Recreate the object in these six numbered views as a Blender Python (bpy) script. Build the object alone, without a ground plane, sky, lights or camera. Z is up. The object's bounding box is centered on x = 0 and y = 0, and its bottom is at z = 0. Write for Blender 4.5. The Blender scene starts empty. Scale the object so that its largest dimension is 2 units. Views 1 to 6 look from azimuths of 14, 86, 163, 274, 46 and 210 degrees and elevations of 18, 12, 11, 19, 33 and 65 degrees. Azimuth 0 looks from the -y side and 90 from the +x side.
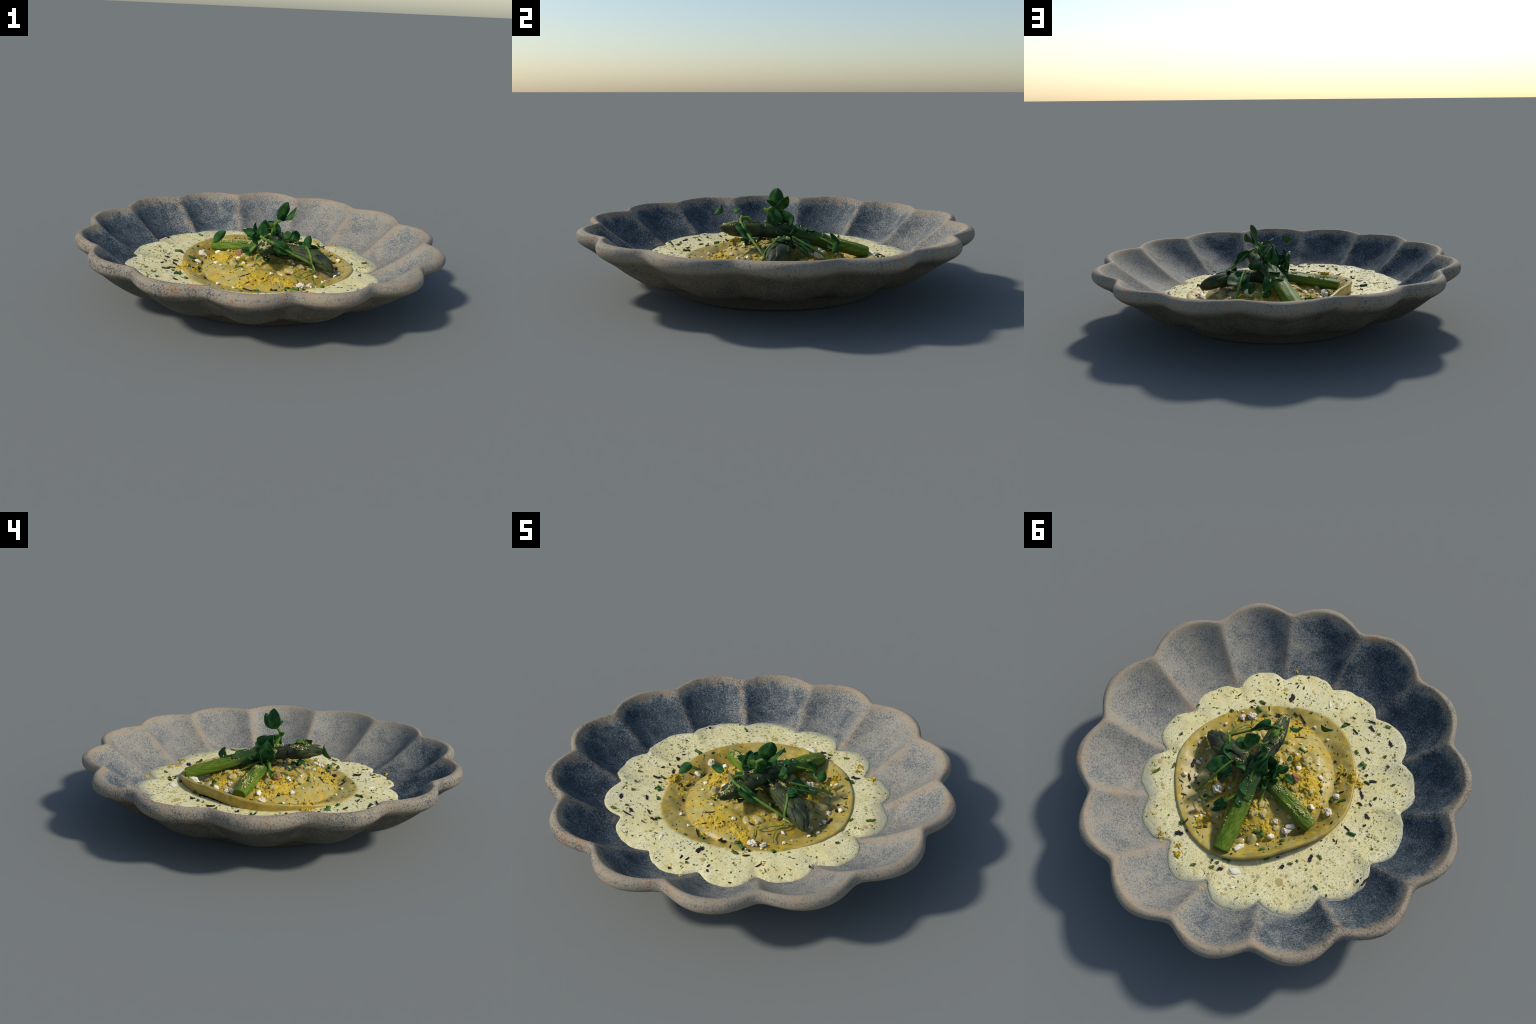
# A stoneware bowl with a fluted, scalloped wall, holding an open raviolo in
# frothy butter sauce with asparagus, pea shoots, zest, crumbled cheese and herbs.
import bpy, math, random
import numpy as np
from mathutils import Vector, Matrix, noise

rng = random.Random(7)
TAU = math.tau
LOBES = 14
STEP = TAU / LOBES


# ------------------------------------------------------------------ helpers
def smooth(a, b, x):
    t = np.clip((x - a) / (b - a), 0, 1)
    return t * t * (3 - 2 * t)


def catmull(P, t):
    """Catmull-Rom through the rows of P (n,k); t in 0..n-1 (array)."""
    P = np.asarray(P, float)
    if P.ndim == 1:
        P = P[:, None]
    n = len(P)
    t = np.atleast_1d(np.asarray(t, float))
    i = np.clip(np.floor(t).astype(int), 0, n - 2)
    f = (t - i)[:, None]
    p0 = P[np.maximum(i - 1, 0)]
    p1, p2 = P[i], P[i + 1]
    p3 = P[np.minimum(i + 2, n - 1)]
    return 0.5 * (2 * p1 + (p2 - p0) * f + (2 * p0 - 5 * p1 + 4 * p2 - p3) * f ** 2
                  + (3 * p1 - p0 - 3 * p2 + p3) * f ** 3)


def periodic(values, angles, th):
    """Smooth periodic interpolation of values at angles (deg) for th (rad)."""
    o = np.argsort(angles)
    a = np.radians(np.array(angles, float)[o])
    v = np.array(values, float)[o]
    a = np.concatenate([a[-2:] - TAU, a, a[:2] + TAU])
    v = np.concatenate([v[-2:], v, v[:2]])
    th = (np.asarray(th) - a[2]) % TAU + a[2]
    idx = np.interp(th, a, np.arange(len(a)))
    return catmull(v, idx.ravel())[:, 0].reshape(np.shape(th))


def nz(p, scale, seed=0.0):
    return noise.noise(Vector((p[0] * scale + seed, p[1] * scale - seed, p[2] * scale + 2 * seed)))


def make_mesh(name, verts, faces, mat, smooth_shade=True):
    me = bpy.data.meshes.new(name)
    me.from_pydata([tuple(v) for v in verts], [], [tuple(f) for f in faces])
    me.update()
    if smooth_shade:
        me.polygons.foreach_set("use_smooth", [True] * len(me.polygons))
    if mat:
        me.materials.append(mat)
    return me


def place(name, me, parent=None, origin=(0, 0, 0)):
    ob = bpy.data.objects.new(name, me)
    bpy.context.scene.collection.objects.link(ob)
    ob.location = origin
    if parent is not None:
        ob.parent = parent
        ob.location = Vector(origin) - PLACE[parent.name]
    PLACE[ob.name] = Vector(origin)
    return ob


PLACE = {}


def solid(name, verts, faces, mat, parent, origin=None, **kw):
    verts = np.asarray(verts, float)
    if origin is None:
        origin = tuple((verts.max(0) + verts.min(0)) / 2)
    me = make_mesh(name, verts - np.array(origin), faces, mat, **kw)
    return place(name, me, parent, origin)


def empty(name, origin, label, category):
    ob = bpy.data.objects.new(name, None)
    ob.empty_display_size = 0.05
    bpy.context.scene.collection.objects.link(ob)
    ob.location = origin
    PLACE[ob.name] = Vector(origin)
    ob["label"], ob["category"] = label, category
    return ob


def grid_faces(rows, cols, wrap=True, flip=False):
    F = []
    cc = cols if wrap else cols - 1
    for i in range(rows - 1):
        for j in range(cc):
            k = (j + 1) % cols
            f = (i * cols + j, i * cols + k, (i + 1) * cols + k, (i + 1) * cols + j)
            F.append(f[::-1] if flip else f)
    return F


def ico(sub):
    import bmesh
    bm = bmesh.new()
    bmesh.ops.create_icosphere(bm, subdivisions=sub, radius=1.0)
    V = np.array([v.co[:] for v in bm.verts])
    F = [[v.index for v in f.verts] for f in bm.faces]
    bm.free()
    return V, F


ICO = {k: ico(k) for k in (1, 2, 3, 4)}


# ------------------------------------------------------------------ materials
class Nodes:
    def __init__(self, name, rough=0.5, spec=0.5):
        self.m = bpy.data.materials.new(name)
        self.m.use_nodes = True
        self.t = self.m.node_tree
        self.bsdf = next(n for n in self.t.nodes if n.type == "BSDF_PRINCIPLED")
        self.bsdf.inputs["Roughness"].default_value = rough
        self.bsdf.inputs["Specular IOR Level"].default_value = spec
        self.obj = self.t.nodes.new("ShaderNodeTexCoord").outputs["Object"]

    def link(self, a, b):
        if isinstance(a, bpy.types.NodeSocket):
            self.t.links.new(a, b)
        else:
            try:
                b.default_value = a
            except (TypeError, ValueError):
                b.default_value = (*a, 1.0)

    def math(self, op, a, b=0.0, c=0.0, clamp=False):
        n = self.t.nodes.new("ShaderNodeMath")
        n.operation, n.use_clamp = op, clamp
        for v, s in zip((a, b, c), n.inputs):
            self.link(v, s)
        return n.outputs[0]

    def step(self, x, lo, hi, a=0.0, b=1.0):
        n = self.t.nodes.new("ShaderNodeMapRange")
        n.interpolation_type = "SMOOTHSTEP"
        for v, s in zip((x, lo, hi, a, b), n.inputs):
            self.link(v, s)
        return n.outputs[0]

    def noise(self, scale, detail=2.0, rough=0.5, vec=None, distort=0.0):
        n = self.t.nodes.new("ShaderNodeTexNoise")
        self.link(vec if vec is not None else self.obj, n.inputs["Vector"])
        n.inputs["Scale"].default_value = scale
        n.inputs["Detail"].default_value = detail
        n.inputs["Roughness"].default_value = rough
        n.inputs["Distortion"].default_value = distort
        return n.outputs[0]

    def voronoi(self, scale, vec=None, dims="3D", rand=1.0):
        n = self.t.nodes.new("ShaderNodeTexVoronoi")
        n.voronoi_dimensions = dims
        self.link(vec if vec is not None else self.obj, n.inputs["Vector"])
        n.inputs["Scale"].default_value = scale
        n.inputs["Randomness"].default_value = rand
        return n.outputs["Distance"], self.sep(n.outputs["Color"])

    def sep(self, v):
        n = self.t.nodes.new("ShaderNodeSeparateXYZ")
        self.link(v, n.inputs[0])
        return n.outputs

    def mapping(self, loc=(0, 0, 0), rot=(0, 0, 0), scale=(1, 1, 1)):
        n = self.t.nodes.new("ShaderNodeMapping")
        self.link(self.obj, n.inputs["Vector"])
        n.inputs["Location"].default_value = loc
        n.inputs["Rotation"].default_value = rot
        n.inputs["Scale"].default_value = scale
        return n.outputs[0]

    def dist(self, p):
        n = self.t.nodes.new("ShaderNodeVectorMath")
        n.operation = "DISTANCE"
        self.link(self.obj, n.inputs[0])
        n.inputs[1].default_value = p
        return n.outputs["Value"]

    def dot(self, d):
        n = self.t.nodes.new("ShaderNodeVectorMath")
        n.operation = "DOT_PRODUCT"
        self.link(self.obj, n.inputs[0])
        n.inputs[1].default_value = d
        return n.outputs["Value"]

    def mix(self, f, a, b):
        n = self.t.nodes.new("ShaderNodeMix")
        n.data_type = "RGBA"
        self.link(f, n.inputs[0])
        self.link(a, n.inputs[6])
        self.link(b, n.inputs[7])
        return n.outputs[2]

    def random(self):
        return self.t.nodes.new("ShaderNodeObjectInfo").outputs["Random"]

    def normal(self):
        return self.sep(self.t.nodes.new("ShaderNodeNewGeometry").outputs["Normal"])

    def bump(self, h, strength=0.3, dist=0.004):
        n = self.t.nodes.new("ShaderNodeBump")
        n.inputs["Strength"].default_value = strength
        n.inputs["Distance"].default_value = dist
        self.link(h, n.inputs["Height"])
        self.link(n.outputs[0], self.bsdf.inputs["Normal"])

    def color(self, c):
        self.link(c, self.bsdf.inputs["Base Color"])

    def sss(self, w, radius=(0.02, 0.012, 0.005)):
        self.bsdf.inputs["Subsurface Weight"].default_value = w
        self.bsdf.inputs["Subsurface Radius"].default_value = radius
        self.bsdf.inputs["Subsurface Scale"].default_value = 1.0


NOTCH0 = math.radians(11.6)


def flute_nodes(N):
    x, y, z = N.sep(N.obj)
    r = N.math("SQRT", N.math("ADD", N.math("MULTIPLY", x, x), N.math("MULTIPLY", y, y)))
    th = N.math("ARCTAN2", y, x)
    k = N.math("FRACT", N.math("ADD", N.math("MULTIPLY", th, LOBES / TAU), 4 * LOBES - NOTCH0 * LOBES / TAU))
    crease = N.math("MULTIPLY", N.math("ABSOLUTE", N.math("SUBTRACT", k, 0.5)), 2.0)   # 1 on a ridge
    return x, y, z, r, crease


def mat_stoneware():
    N = Nodes("speckled_stoneware_glaze", 0.68, 0.18)
    x, y, z, r, crease = flute_nodes(N)
    fine = N.noise(120, 3.0, 0.65)
    finer = N.noise(270, 2.0, 0.6)
    patch = N.noise(7.5, 5.0, 0.65, distort=0.5)
    patch2 = N.noise(19, 4.0, 0.65)
    nzv = N.normal()[2]
    wob = N.math("MULTIPLY", N.math("SUBTRACT", patch2, 0.5), 0.5)
    ridge = N.step(N.math("ADD", crease, wob), 0.72, 1.05)
    wobr = N.math("MULTIPLY", N.math("SUBTRACT", patch2, 0.5), 0.07)
    lip = N.step(N.math("ADD", z, wobr), 0.275, 0.335)
    outer = N.math("MULTIPLY", N.step(nzv, 0.45, 0.05), N.step(N.math("ADD", z, wobr), 0.235, 0.275))
    lip = N.math("MAXIMUM", lip, N.math("MULTIPLY", outer, 0.85))
    worn = N.math("MAXIMUM", N.math("MULTIPLY", ridge, 0.75), N.math("MULTIPLY", lip, 0.9))
    bias = N.math("ADD", N.math("MULTIPLY", worn, 0.42), N.math("MULTIPLY", N.math("SUBTRACT", patch, 0.5), 1.15))
    # glaze turns from tan to blue; its sunlit and shaded halves are painted in too
    half = N.math("ADD", N.math("MULTIPLY", x, 0.30), N.math("MULTIPLY", y, 0.12))
    tilt = N.step(half, -0.22, 0.20, -0.30, 0.08)
    bias = N.math("ADD", bias, N.math("MULTIPLY", tilt, N.math("SUBTRACT", 1.0, N.math("MULTIPLY", lip, 0.7))))
    grain = N.math("ADD", N.math("MULTIPLY", N.math("SUBTRACT", fine, 0.5), 2.2),
                   N.math("MULTIPLY", N.math("SUBTRACT", finer, 0.5), 1.4))
    v = N.math("ADD", N.math("ADD", grain, bias), 0.5)
    slate = N.step(N.math("ADD", half, N.math("MULTIPLY", N.math("SUBTRACT", patch, 0.5), 0.6)), -0.20, 0.10)
    light = N.mix(N.step(worn, 0.1, 0.9), N.mix(slate, (0.215, 0.245, 0.250), (0.308, 0.282, 0.222)), (0.305, 0.250, 0.175))
    rust = N.math("MULTIPLY", N.step(N.noise(11, 3, 0.6), 0.54, 0.7), N.math("ADD", N.math("MULTIPLY", worn, 0.6), 0.25))
    light = N.mix(rust, light, (0.36, 0.225, 0.13))
    blue = N.step(N.math("ADD", half, N.math("MULTIPLY", N.math("SUBTRACT", patch, 0.5), 0.5)), -0.14, 0.13)  # speckle base goes darker on the shaded half, part of the painted shade
    dark = N.mix(N.step(patch2, 0.35, 0.65), N.mix(blue, (0.021, 0.034, 0.047), (0.078, 0.096, 0.112)),
                 N.mix(blue, (0.045, 0.063, 0.076), (0.115, 0.130, 0.140)))
    c = N.mix(N.step(v, 0.05, 0.95), dark, light)
    # downward-facing surfaces below the lip are darker and browner
    under = N.math("MULTIPLY", N.step(nzv, 0.0, -0.45), N.step(z, 0.280, 0.250))
    cu = N.mix(N.step(v, 0.1, 0.9), (0.072, 0.072, 0.058), (0.205, 0.170, 0.120))
    c = N.mix(under, c, cu)
    N.color(c)
    N.bump(N.math("ADD", fine, N.math("MULTIPLY", finer, 0.6)), 0.3, 0.004)
    return N.m


def mat_clay():
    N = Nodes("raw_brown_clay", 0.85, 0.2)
    N.color(N.mix(N.noise(60, 4), (0.055, 0.045, 0.035), (0.11, 0.088, 0.066)))
    N.bump(N.noise(150, 3), 0.3, 0.003)
    return N.m


def mat_sauce():
    N = Nodes("frothy_butter_sauce", 0.5, 0.2)
    x, y, z, r, crease = flute_nodes(N)
    flat = N.mapping()
    cloud = N.noise(7, 4, 0.6)
    cloud2 = N.noise(26, 3, 0.6)
    base = N.mix(N.step(cloud, 0.35, 0.65), (0.78, 0.695, 0.325), (0.87, 0.805, 0.465))
    base = N.mix(N.math("MULTIPLY", N.step(cloud2, 0.56, 0.74), 0.35), base, (0.66, 0.52, 0.16))
    # where froth lies: thin on the smooth outer lobes of the far side, dense elsewhere
    froth = N.step(N.math("ADD", N.math("ADD", N.math("MULTIPLY", y, 0.7), N.math("MULTIPLY", x, -0.25)),
                          N.math("MULTIPLY", N.math("SUBTRACT", cloud, 0.5), 1.6)), -0.42, 0.0, 0.70, 1.0)
    edge = N.step(N.math("ADD", r, N.math("MULTIPLY", N.math("ABSOLUTE", N.math("SUBTRACT", crease, 0.0)), 0.07)), 0.60, 0.74)
    tint = N.mix(edge, (0.40, 0.31, 0.10), (0.13, 0.155, 0.15))
    reach = N.math("ADD", N.math("MULTIPLY", N.math("COSINE", N.math("ARCTAN2", y, x)), -0.045),
                   N.math("SUBTRACT", 0.70, N.math("MULTIPLY", N.math("POWER", crease, 2.5), 0.05)))
    thin = N.step(N.math("ADD", N.math("SUBTRACT", r, reach), N.math("MULTIPLY", N.math("SUBTRACT", cloud2, 0.5), 0.05)), -0.055, 0.012)
    thin = N.math("MULTIPLY", thin, N.step(N.math("SUBTRACT", y, N.math("MULTIPLY", x, 0.35)), -0.35, 0.1, 0.22, 0.72))
    base = N.mix(thin, base, (0.27, 0.28, 0.215))
    holes = None
    rims = None
    for scale, lo, amp, keep in ((38, 0.05, 0.26, 0.68), (80, 0.07, 0.28, 0.50), (150, 0.10, 0.25, 0.30), (290, 0.16, 0.2, 0.3)):
        d, cr = N.voronoi(scale, flat, "2D", 0.9)
        rad = N.math("ADD", lo, N.math("MULTIPLY", cr[0], amp))
        on = N.math("MULTIPLY", N.step(cr[1], keep, keep + 0.05), froth)
        q = N.math("DIVIDE", d, rad)
        hole = N.math("MULTIPLY", N.step(q, 1.05, 0.75), on)
        rim = N.math("MULTIPLY", N.math("MULTIPLY", N.step(q, 0.8, 1.05), N.step(q, 1.5, 1.1)), on)
        holes = hole if holes is None else N.math("MAXIMUM", holes, hole)
        rims = rim if rims is None else N.math("MAXIMUM", rims, rim)
    c = N.mix(N.math("MULTIPLY", rims, 0.5), base, (0.88, 0.85, 0.62))
    c = N.mix(N.math("MULTIPLY", holes, 0.74), c, tint)
    N.color(c)
    N.bump(N.math("ADD", N.math("SUBTRACT", N.math("MULTIPLY", rims, 0.4), holes), N.math("MULTIPLY", cloud2, 0.6)), 0.4, 0.005)
    N.sss(0.12)
    return N.m


def mat_film():
    N = Nodes("thin_foam_film", 0.55, 0.2)
    d, cr = N.voronoi(110, N.mapping(), "2D")
    hole = N.step(d, 0.38, 0.28)
    c = N.mix(N.noise(30, 3), (0.16, 0.17, 0.145), (0.34, 0.34, 0.245))
    N.color(N.mix(N.math("MULTIPLY", hole, 0.6), c, (0.15, 0.18, 0.19)))
    return N.m


def mat_dough():
    N = Nodes("egg_pasta_dough", 0.40, 0.35)
    big = N.noise(5, 3, 0.55)
    mid = N.noise(19, 4, 0.6)
    c = N.mix(N.step(big, 0.35, 0.65), (0.42, 0.335, 0.088), (0.385, 0.265, 0.038))
    c = N.mix(N.math("MULTIPLY", N.step(mid, 0.5, 0.66), 0.7), c, (0.50, 0.425, 0.165))
    olive = N.noise(9, 4, 0.65)
    c = N.mix(N.math("MULTIPLY", N.step(olive, 0.47, 0.66), 0.75), c, (0.27, 0.21, 0.045))
    yolk = N.noise(24, 4, 0.65, vec=N.mapping(loc=(3, 1, 2)))
    c = N.mix(N.math("MULTIPLY", N.step(yolk, 0.50, 0.66), 0.75), c, (0.60, 0.39, 0.02))
    # yellow zest juice has stained the sheet around its heaps
    for px, py, rad in ((-.15, -.05, .13), (-.05, .20, .08), (.01, -.31, .09), (.08, .20, .12), (-.38, -.21, .05)):
        near = N.step(N.math("ADD", N.dist((px, py, 0.06)), N.math("MULTIPLY", N.math("SUBTRACT", mid, 0.5), 0.12)), rad, rad * 0.35)
        c = N.mix(N.math("MULTIPLY", near, 0.65), c, (0.60, 0.42, 0.02))
    # sheet tinted green where butter pools, and darker for shadow painted in
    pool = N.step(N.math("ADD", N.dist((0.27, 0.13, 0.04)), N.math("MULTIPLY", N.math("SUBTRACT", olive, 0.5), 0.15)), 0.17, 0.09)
    c = N.mix(N.math("MULTIPLY", pool, 0.32), c, (0.23, 0.20, 0.065))
    d, cr = N.voronoi(95)
    speck = N.math("MULTIPLY", N.step(d, 0.17, 0.1), N.step(cr[0], 0.86, 0.9))
    c = N.mix(speck, c, (0.05, 0.03, 0.02))
    N.color(c)
    N.bump(N.math("ADD", mid, N.math("MULTIPLY", N.noise(80, 3), 0.3)), 0.25, 0.006)
    N.sss(0.10)
    return N.m


def mat_broth():
    N = Nodes("buttery_broth", 0.22, 0.5)
    c = N.mix(N.noise(22, 3), (0.30, 0.255, 0.09), (0.46, 0.38, 0.15))
    N.color(c)
    return N.m


def simple(name, a, b, scale=30, rough=0.55, bump=0.2, spec=0.2, vary=0.25, sss=0.0, third=None):
    N = Nodes(name, rough, spec)
    c = N.mix(N.step(N.noise(scale, 3, 0.6), 0.35, 0.65), a, b)
    if third is not None:
        c = N.mix(N.step(N.noise(scale * 0.7, 2), 0.52, 0.68), c, third)
    if vary:
        k = N.math("ADD", 1 - vary / 2, N.math("MULTIPLY", N.random(), vary))
        n = N.t.nodes.new("ShaderNodeVectorMath")
        n.operation = "SCALE"
        N.link(c, n.inputs[0])
        N.link(k, n.inputs["Scale"])
        c = n.outputs[0]
    N.color(c)
    if bump:
        N.bump(N.noise(scale * 2, 3), bump, 0.004)
    if sss:
        N.sss(sss)
    return N.m


def mat_spear(name, axis, lo, hi):
    """Green butt, purple-flushed olive middle, dark tip; streaks run along the spear."""
    N = Nodes(name, 0.55, 0.18)
    t = N.step(N.math("ADD", N.dot(axis), N.math("MULTIPLY", N.math("SUBTRACT", N.noise(9, 3), 0.5), 0.16)), lo, hi)
    side = Vector(axis).cross((0, 0, 1)).normalized()
    cmb = N.t.nodes.new("ShaderNodeCombineXYZ")
    N.link(N.math("MULTIPLY", N.dot(axis), 7.0), cmb.inputs[0])
    N.link(N.math("MULTIPLY", N.dot(tuple(side)), 130.0), cmb.inputs[1])
    N.link(N.math("MULTIPLY", N.sep(N.obj)[2], 130.0), cmb.inputs[2])
    streak = N.noise(1.0, 3, 0.6, vec=cmb.outputs[0])
    green = N.mix(N.step(streak, 0.35, 0.65), (0.068, 0.130, 0.009), (0.145, 0.205, 0.018))
    mid = N.mix(N.step(streak, 0.3, 0.7), (0.020, 0.062, 0.016), (0.052, 0.085, 0.022))
    tip = N.mix(N.step(N.noise(14, 3), 0.4, 0.65), (0.024, 0.030, 0.020), (0.055, 0.073, 0.024))
    c = N.mix(N.step(t, 0.12, 0.42), green, mid)
    c = N.mix(N.step(t, 0.42, 0.72), c, tip)
    N.color(c)
    N.bump(streak, 0.25, 0.004)
    return N.m


def mat_leaf():
    N = Nodes("pea_shoot_leaf", 0.58, 0.15)
    n1 = N.noise(28, 3)
    c = N.mix(N.step(n1, 0.35, 0.65), (0.012, 0.062, 0.018), (0.034, 0.115, 0.022))
    pale = N.math("MULTIPLY", N.step(N.noise(13, 2), 0.58, 0.75), 0.6)
    c = N.mix(pale, c, (0.085, 0.17, 0.025))
    N.color(c)
    N.bump(N.noise(60, 3), 0.2, 0.003)
    tr = N.t.nodes.new("ShaderNodeBsdfTranslucent")
    N.link(c, tr.inputs["Color"])
    mx = N.t.nodes.new("ShaderNodeMixShader")
    mx.inputs[0].default_value = 0.12
    N.link(N.bsdf.outputs[0], mx.inputs[1])
    N.link(tr.outputs[0], mx.inputs[2])
    out = next(n for n in N.t.nodes if n.type == "OUTPUT_MATERIAL")
    N.link(mx.outputs[0], out.inputs["Surface"])
    return N.m


M_BOWL, M_CLAY, M_SAUCE, M_FILM, M_DOUGH = mat_stoneware(), mat_clay(), mat_sauce(), mat_film(), mat_dough()
M_BROTH = mat_broth()
M_LEAF = mat_leaf()
M_STEM = simple("pea_shoot_stem", (0.085, 0.17, 0.018), (0.16, 0.25, 0.035), 30, 0.55, 0.1)
M_DARKLEAF = simple("purple_herb_flake", (0.012, 0.008, 0.014), (0.030, 0.022, 0.026), 60, 0.55, 0.2, third=(0.06, 0.012, 0.016))
M_CHIVE = simple("chive_green", (0.025, 0.095, 0.018), (0.06, 0.15, 0.025), 60, 0.4, 0.1, vary=0.5)
M_HERB = simple("chopped_herb", (0.035, 0.08, 0.012), (0.13, 0.17, 0.02), 70, 0.5, 0.2, vary=0.6)
M_CHEESE = simple("white_cheese", (0.78, 0.70, 0.50), (0.86, 0.82, 0.66), 40, 0.55, 0.1, vary=0.1, sss=0.25)
M_NUT = simple("puffed_corn", (0.74, 0.66, 0.48), (0.80, 0.76, 0.62), 25, 0.5, 0.3, third=(0.55, 0.27, 0.05), vary=0.1)
M_WALNUT = simple("walnut_skin", (0.30, 0.10, 0.035), (0.45, 0.20, 0.075), 70, 0.5, 0.5, vary=0.0, third=(0.55, 0.42, 0.27))
M_ZEST = simple("lemon_zest_crumb", (0.50, 0.335, 0.015), (0.58, 0.41, 0.06), 45, 0.6, 0.3, vary=0.0, third=(0.34, 0.225, 0.02))
M_OCHRE = simple("ochre_zest_scrap", (0.55, 0.41, 0.10), (0.64, 0.53, 0.20), 35, 0.6, 0.1, vary=0.0)
M_FILL = simple("vegetable_filling", (0.50, 0.37, 0.09), (0.58, 0.50, 0.24), 26, 0.5, 0.3, vary=0.25, sss=0.15, third=(0.33, 0.25, 0.05))
M_ZEST_PALE = simple("pale_crumb", (0.42, 0.39, 0.13), (0.58, 0.52, 0.22), 40, 0.6, 0.2, vary=0.0)
M_FLECK = simple("dark_dill_fleck", (0.014, 0.02, 0.016), (0.035, 0.045, 0.022), 15, 0.6, 0.0, vary=0.0)
M_BUBBLE = simple("foam_bubble", (0.42, 0.34, 0.125), (0.50, 0.42, 0.18), 20, 0.4, 0.0, vary=0.0)
M_ONION = simple("translucent_onion", (0.40, 0.33, 0.10), (0.54, 0.45, 0.17), 20, 0.16, 0.05, 0.5, vary=0.3, sss=0.2)


# ------------------------------------------------------------------ bowl
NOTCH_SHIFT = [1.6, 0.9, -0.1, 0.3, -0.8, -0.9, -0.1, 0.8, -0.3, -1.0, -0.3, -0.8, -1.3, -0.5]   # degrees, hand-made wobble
# (radius, height) along a section: on a ridge between flutes / in the middle of a flute
RIDGE = [(0.0, .100), (.30, .100), (.50, .106), (.60, .124), (.68, .162), (.747, .208), (.813, .258), (.866, .302), (.888, .322),
         (.903, .330), (.919, .327), (.929, .313), (.933, .296), (.927, .279), (.910, .264), (.887, .249), (.858, .228),
         (.797, .175), (.727, .125), (.658, .091), (.592, .074), (.530, .062)]
FLUTE = [(0.0, .100), (.30, .100), (.50, .101), (.62, .110), (.735, .146), (.813, .190), (.884, .244), (.930, .294), (.949, .321),
         (.963, .335), (.980, .333), (.994, .323), (1.0, .303), (.996, .282), (.981, .265), (.960, .249), (.930, .229),
         (.868, .179), (.782, .119), (.697, .083), (.608, .070), (.535, .061)]


def lobe_phase(th):
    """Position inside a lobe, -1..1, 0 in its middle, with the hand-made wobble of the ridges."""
    a = (np.asarray(th) - NOTCH0) % TAU
    k = np.floor(a / STEP).astype(int) % LOBES
    s = np.radians(np.array(NOTCH_SHIFT))
    lo = k * STEP + s[k]
    hi = (k + 1) * STEP + s[(k + 1) % LOBES]
    k2 = np.where(a < lo, k - 1, np.where(a >= hi, k + 1, k))
    a2 = np.where((k2 < 0), a + TAU, a)
    k3 = k2 % LOBES
    lo = k3 * STEP + s[k3]
    hi = (k3 + 1) * STEP + s[(k3 + 1) % LOBES]
    a2 = np.where((k2 >= LOBES), a - TAU, a2)
    return 2 * (a2 - lo) / (hi - lo) - 1, k3


def flute_f(th, soft):
    u, _ = lobe_phase(th)
    c = 1 - np.abs(u)
    s = np.sqrt(c * c + soft * soft) - soft
    s = s / (math.sqrt(1 + soft * soft) - soft)
    return 1 - (1 - s) ** 2


NT = 560
TH = np.arange(NT) * TAU / NT
SUB = 5
NST = len(RIDGE)
tt = np.linspace(0, NST - 1, (NST - 1) * SUB + 1)
ridge_c, flute_c = catmull(RIDGE, tt), catmull(FLUTE, tt)
BR = np.zeros((len(tt), NT))
BZ = np.zeros((len(tt), NT))
for i, t in enumerate(tt):
    soft = 0.07 + 0.16 * float(smooth(8.5, 12, t))
    f = flute_f(TH, soft)
    BR[i] = ridge_c[i, 0] + (flute_c[i, 0] - ridge_c[i, 0]) * f
    BZ[i] = ridge_c[i, 1] + (flute_c[i, 1] - ridge_c[i, 1]) * f
    if 2 < t < 6.5:   # the floor of the bowl lies a little off the middle
        k = float(smooth(2, 3.3, t) * (1 - smooth(3.7, 5.4, t)))
        BR[i] += k * (0.020 * np.clip(np.sin(TH), 0, 1) ** 1.5 - 0.006 * np.cos(TH))
    if t > 15:        # and its underside is fuller towards one side
        BR[i] += 0.008 * np.cos(TH - math.radians(205)) * float(smooth(15, 17, t) * (1 - smooth(20, 21, t)))
    if 6 < t < 17:    # one lobe of the lip sags
        sag = np.exp(-((((TH - math.radians(26) + math.pi) % TAU) - math.pi) / math.radians(20)) ** 2)
        BR[i] += 0.002 * sag * float(smooth(6, 8, t) * (1 - smooth(14, 17, t)))
        BZ[i] -= 0.004 * sag * float(smooth(6, 8, t) * (1 - smooth(14, 17, t)))
w = np.clip((BZ - 0.06) / 0.28, 0, 1)
BZ -= 0.008 * np.cos(TH)[None, :] * w
X, Y = BR * np.cos(TH), BR * np.sin(TH) * (1 + 0.006 * np.clip((BR - .6) / .4, 0, 1))
V = np.stack([X, Y, BZ], -1).reshape(-1, 3)
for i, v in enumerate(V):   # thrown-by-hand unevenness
    d = 0.0045 * nz(v, 4.5, 3.1) + 0.0016 * nz(v, 18, 8.0)
    r = math.hypot(v[0], v[1])
    k = min(1.0, r / 0.5)
    v[2] += d * k * (1 if v[2] > 0.06 else 0)
    if r > 1e-6:
        v[0] += v[0] / r * d * 0.6 * k
        v[1] += v[1] / r * d * 0.6 * k
bowl = empty("scalloped_bowl", (0, 0, 0), "speckled blue and tan stoneware bowl with scalloped fluted rim", "bowl")
Fb = grid_faces(len(tt) - 1, NT)
Vb = V[NT - 1:]      # the first row is the centre: keep one vertex of it
cols = NT
F = [(0, 1 + j, 1 + (j + 1) % NT) for j in range(NT)]
F += [tuple(q + 1 for q in f) for f in [(a, d, c, b) for (a, b, c, d) in Fb]]
bm_obj = solid("bowl_body", Vb, F, M_BOWL, bowl, origin=(0, 0, 0))

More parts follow.
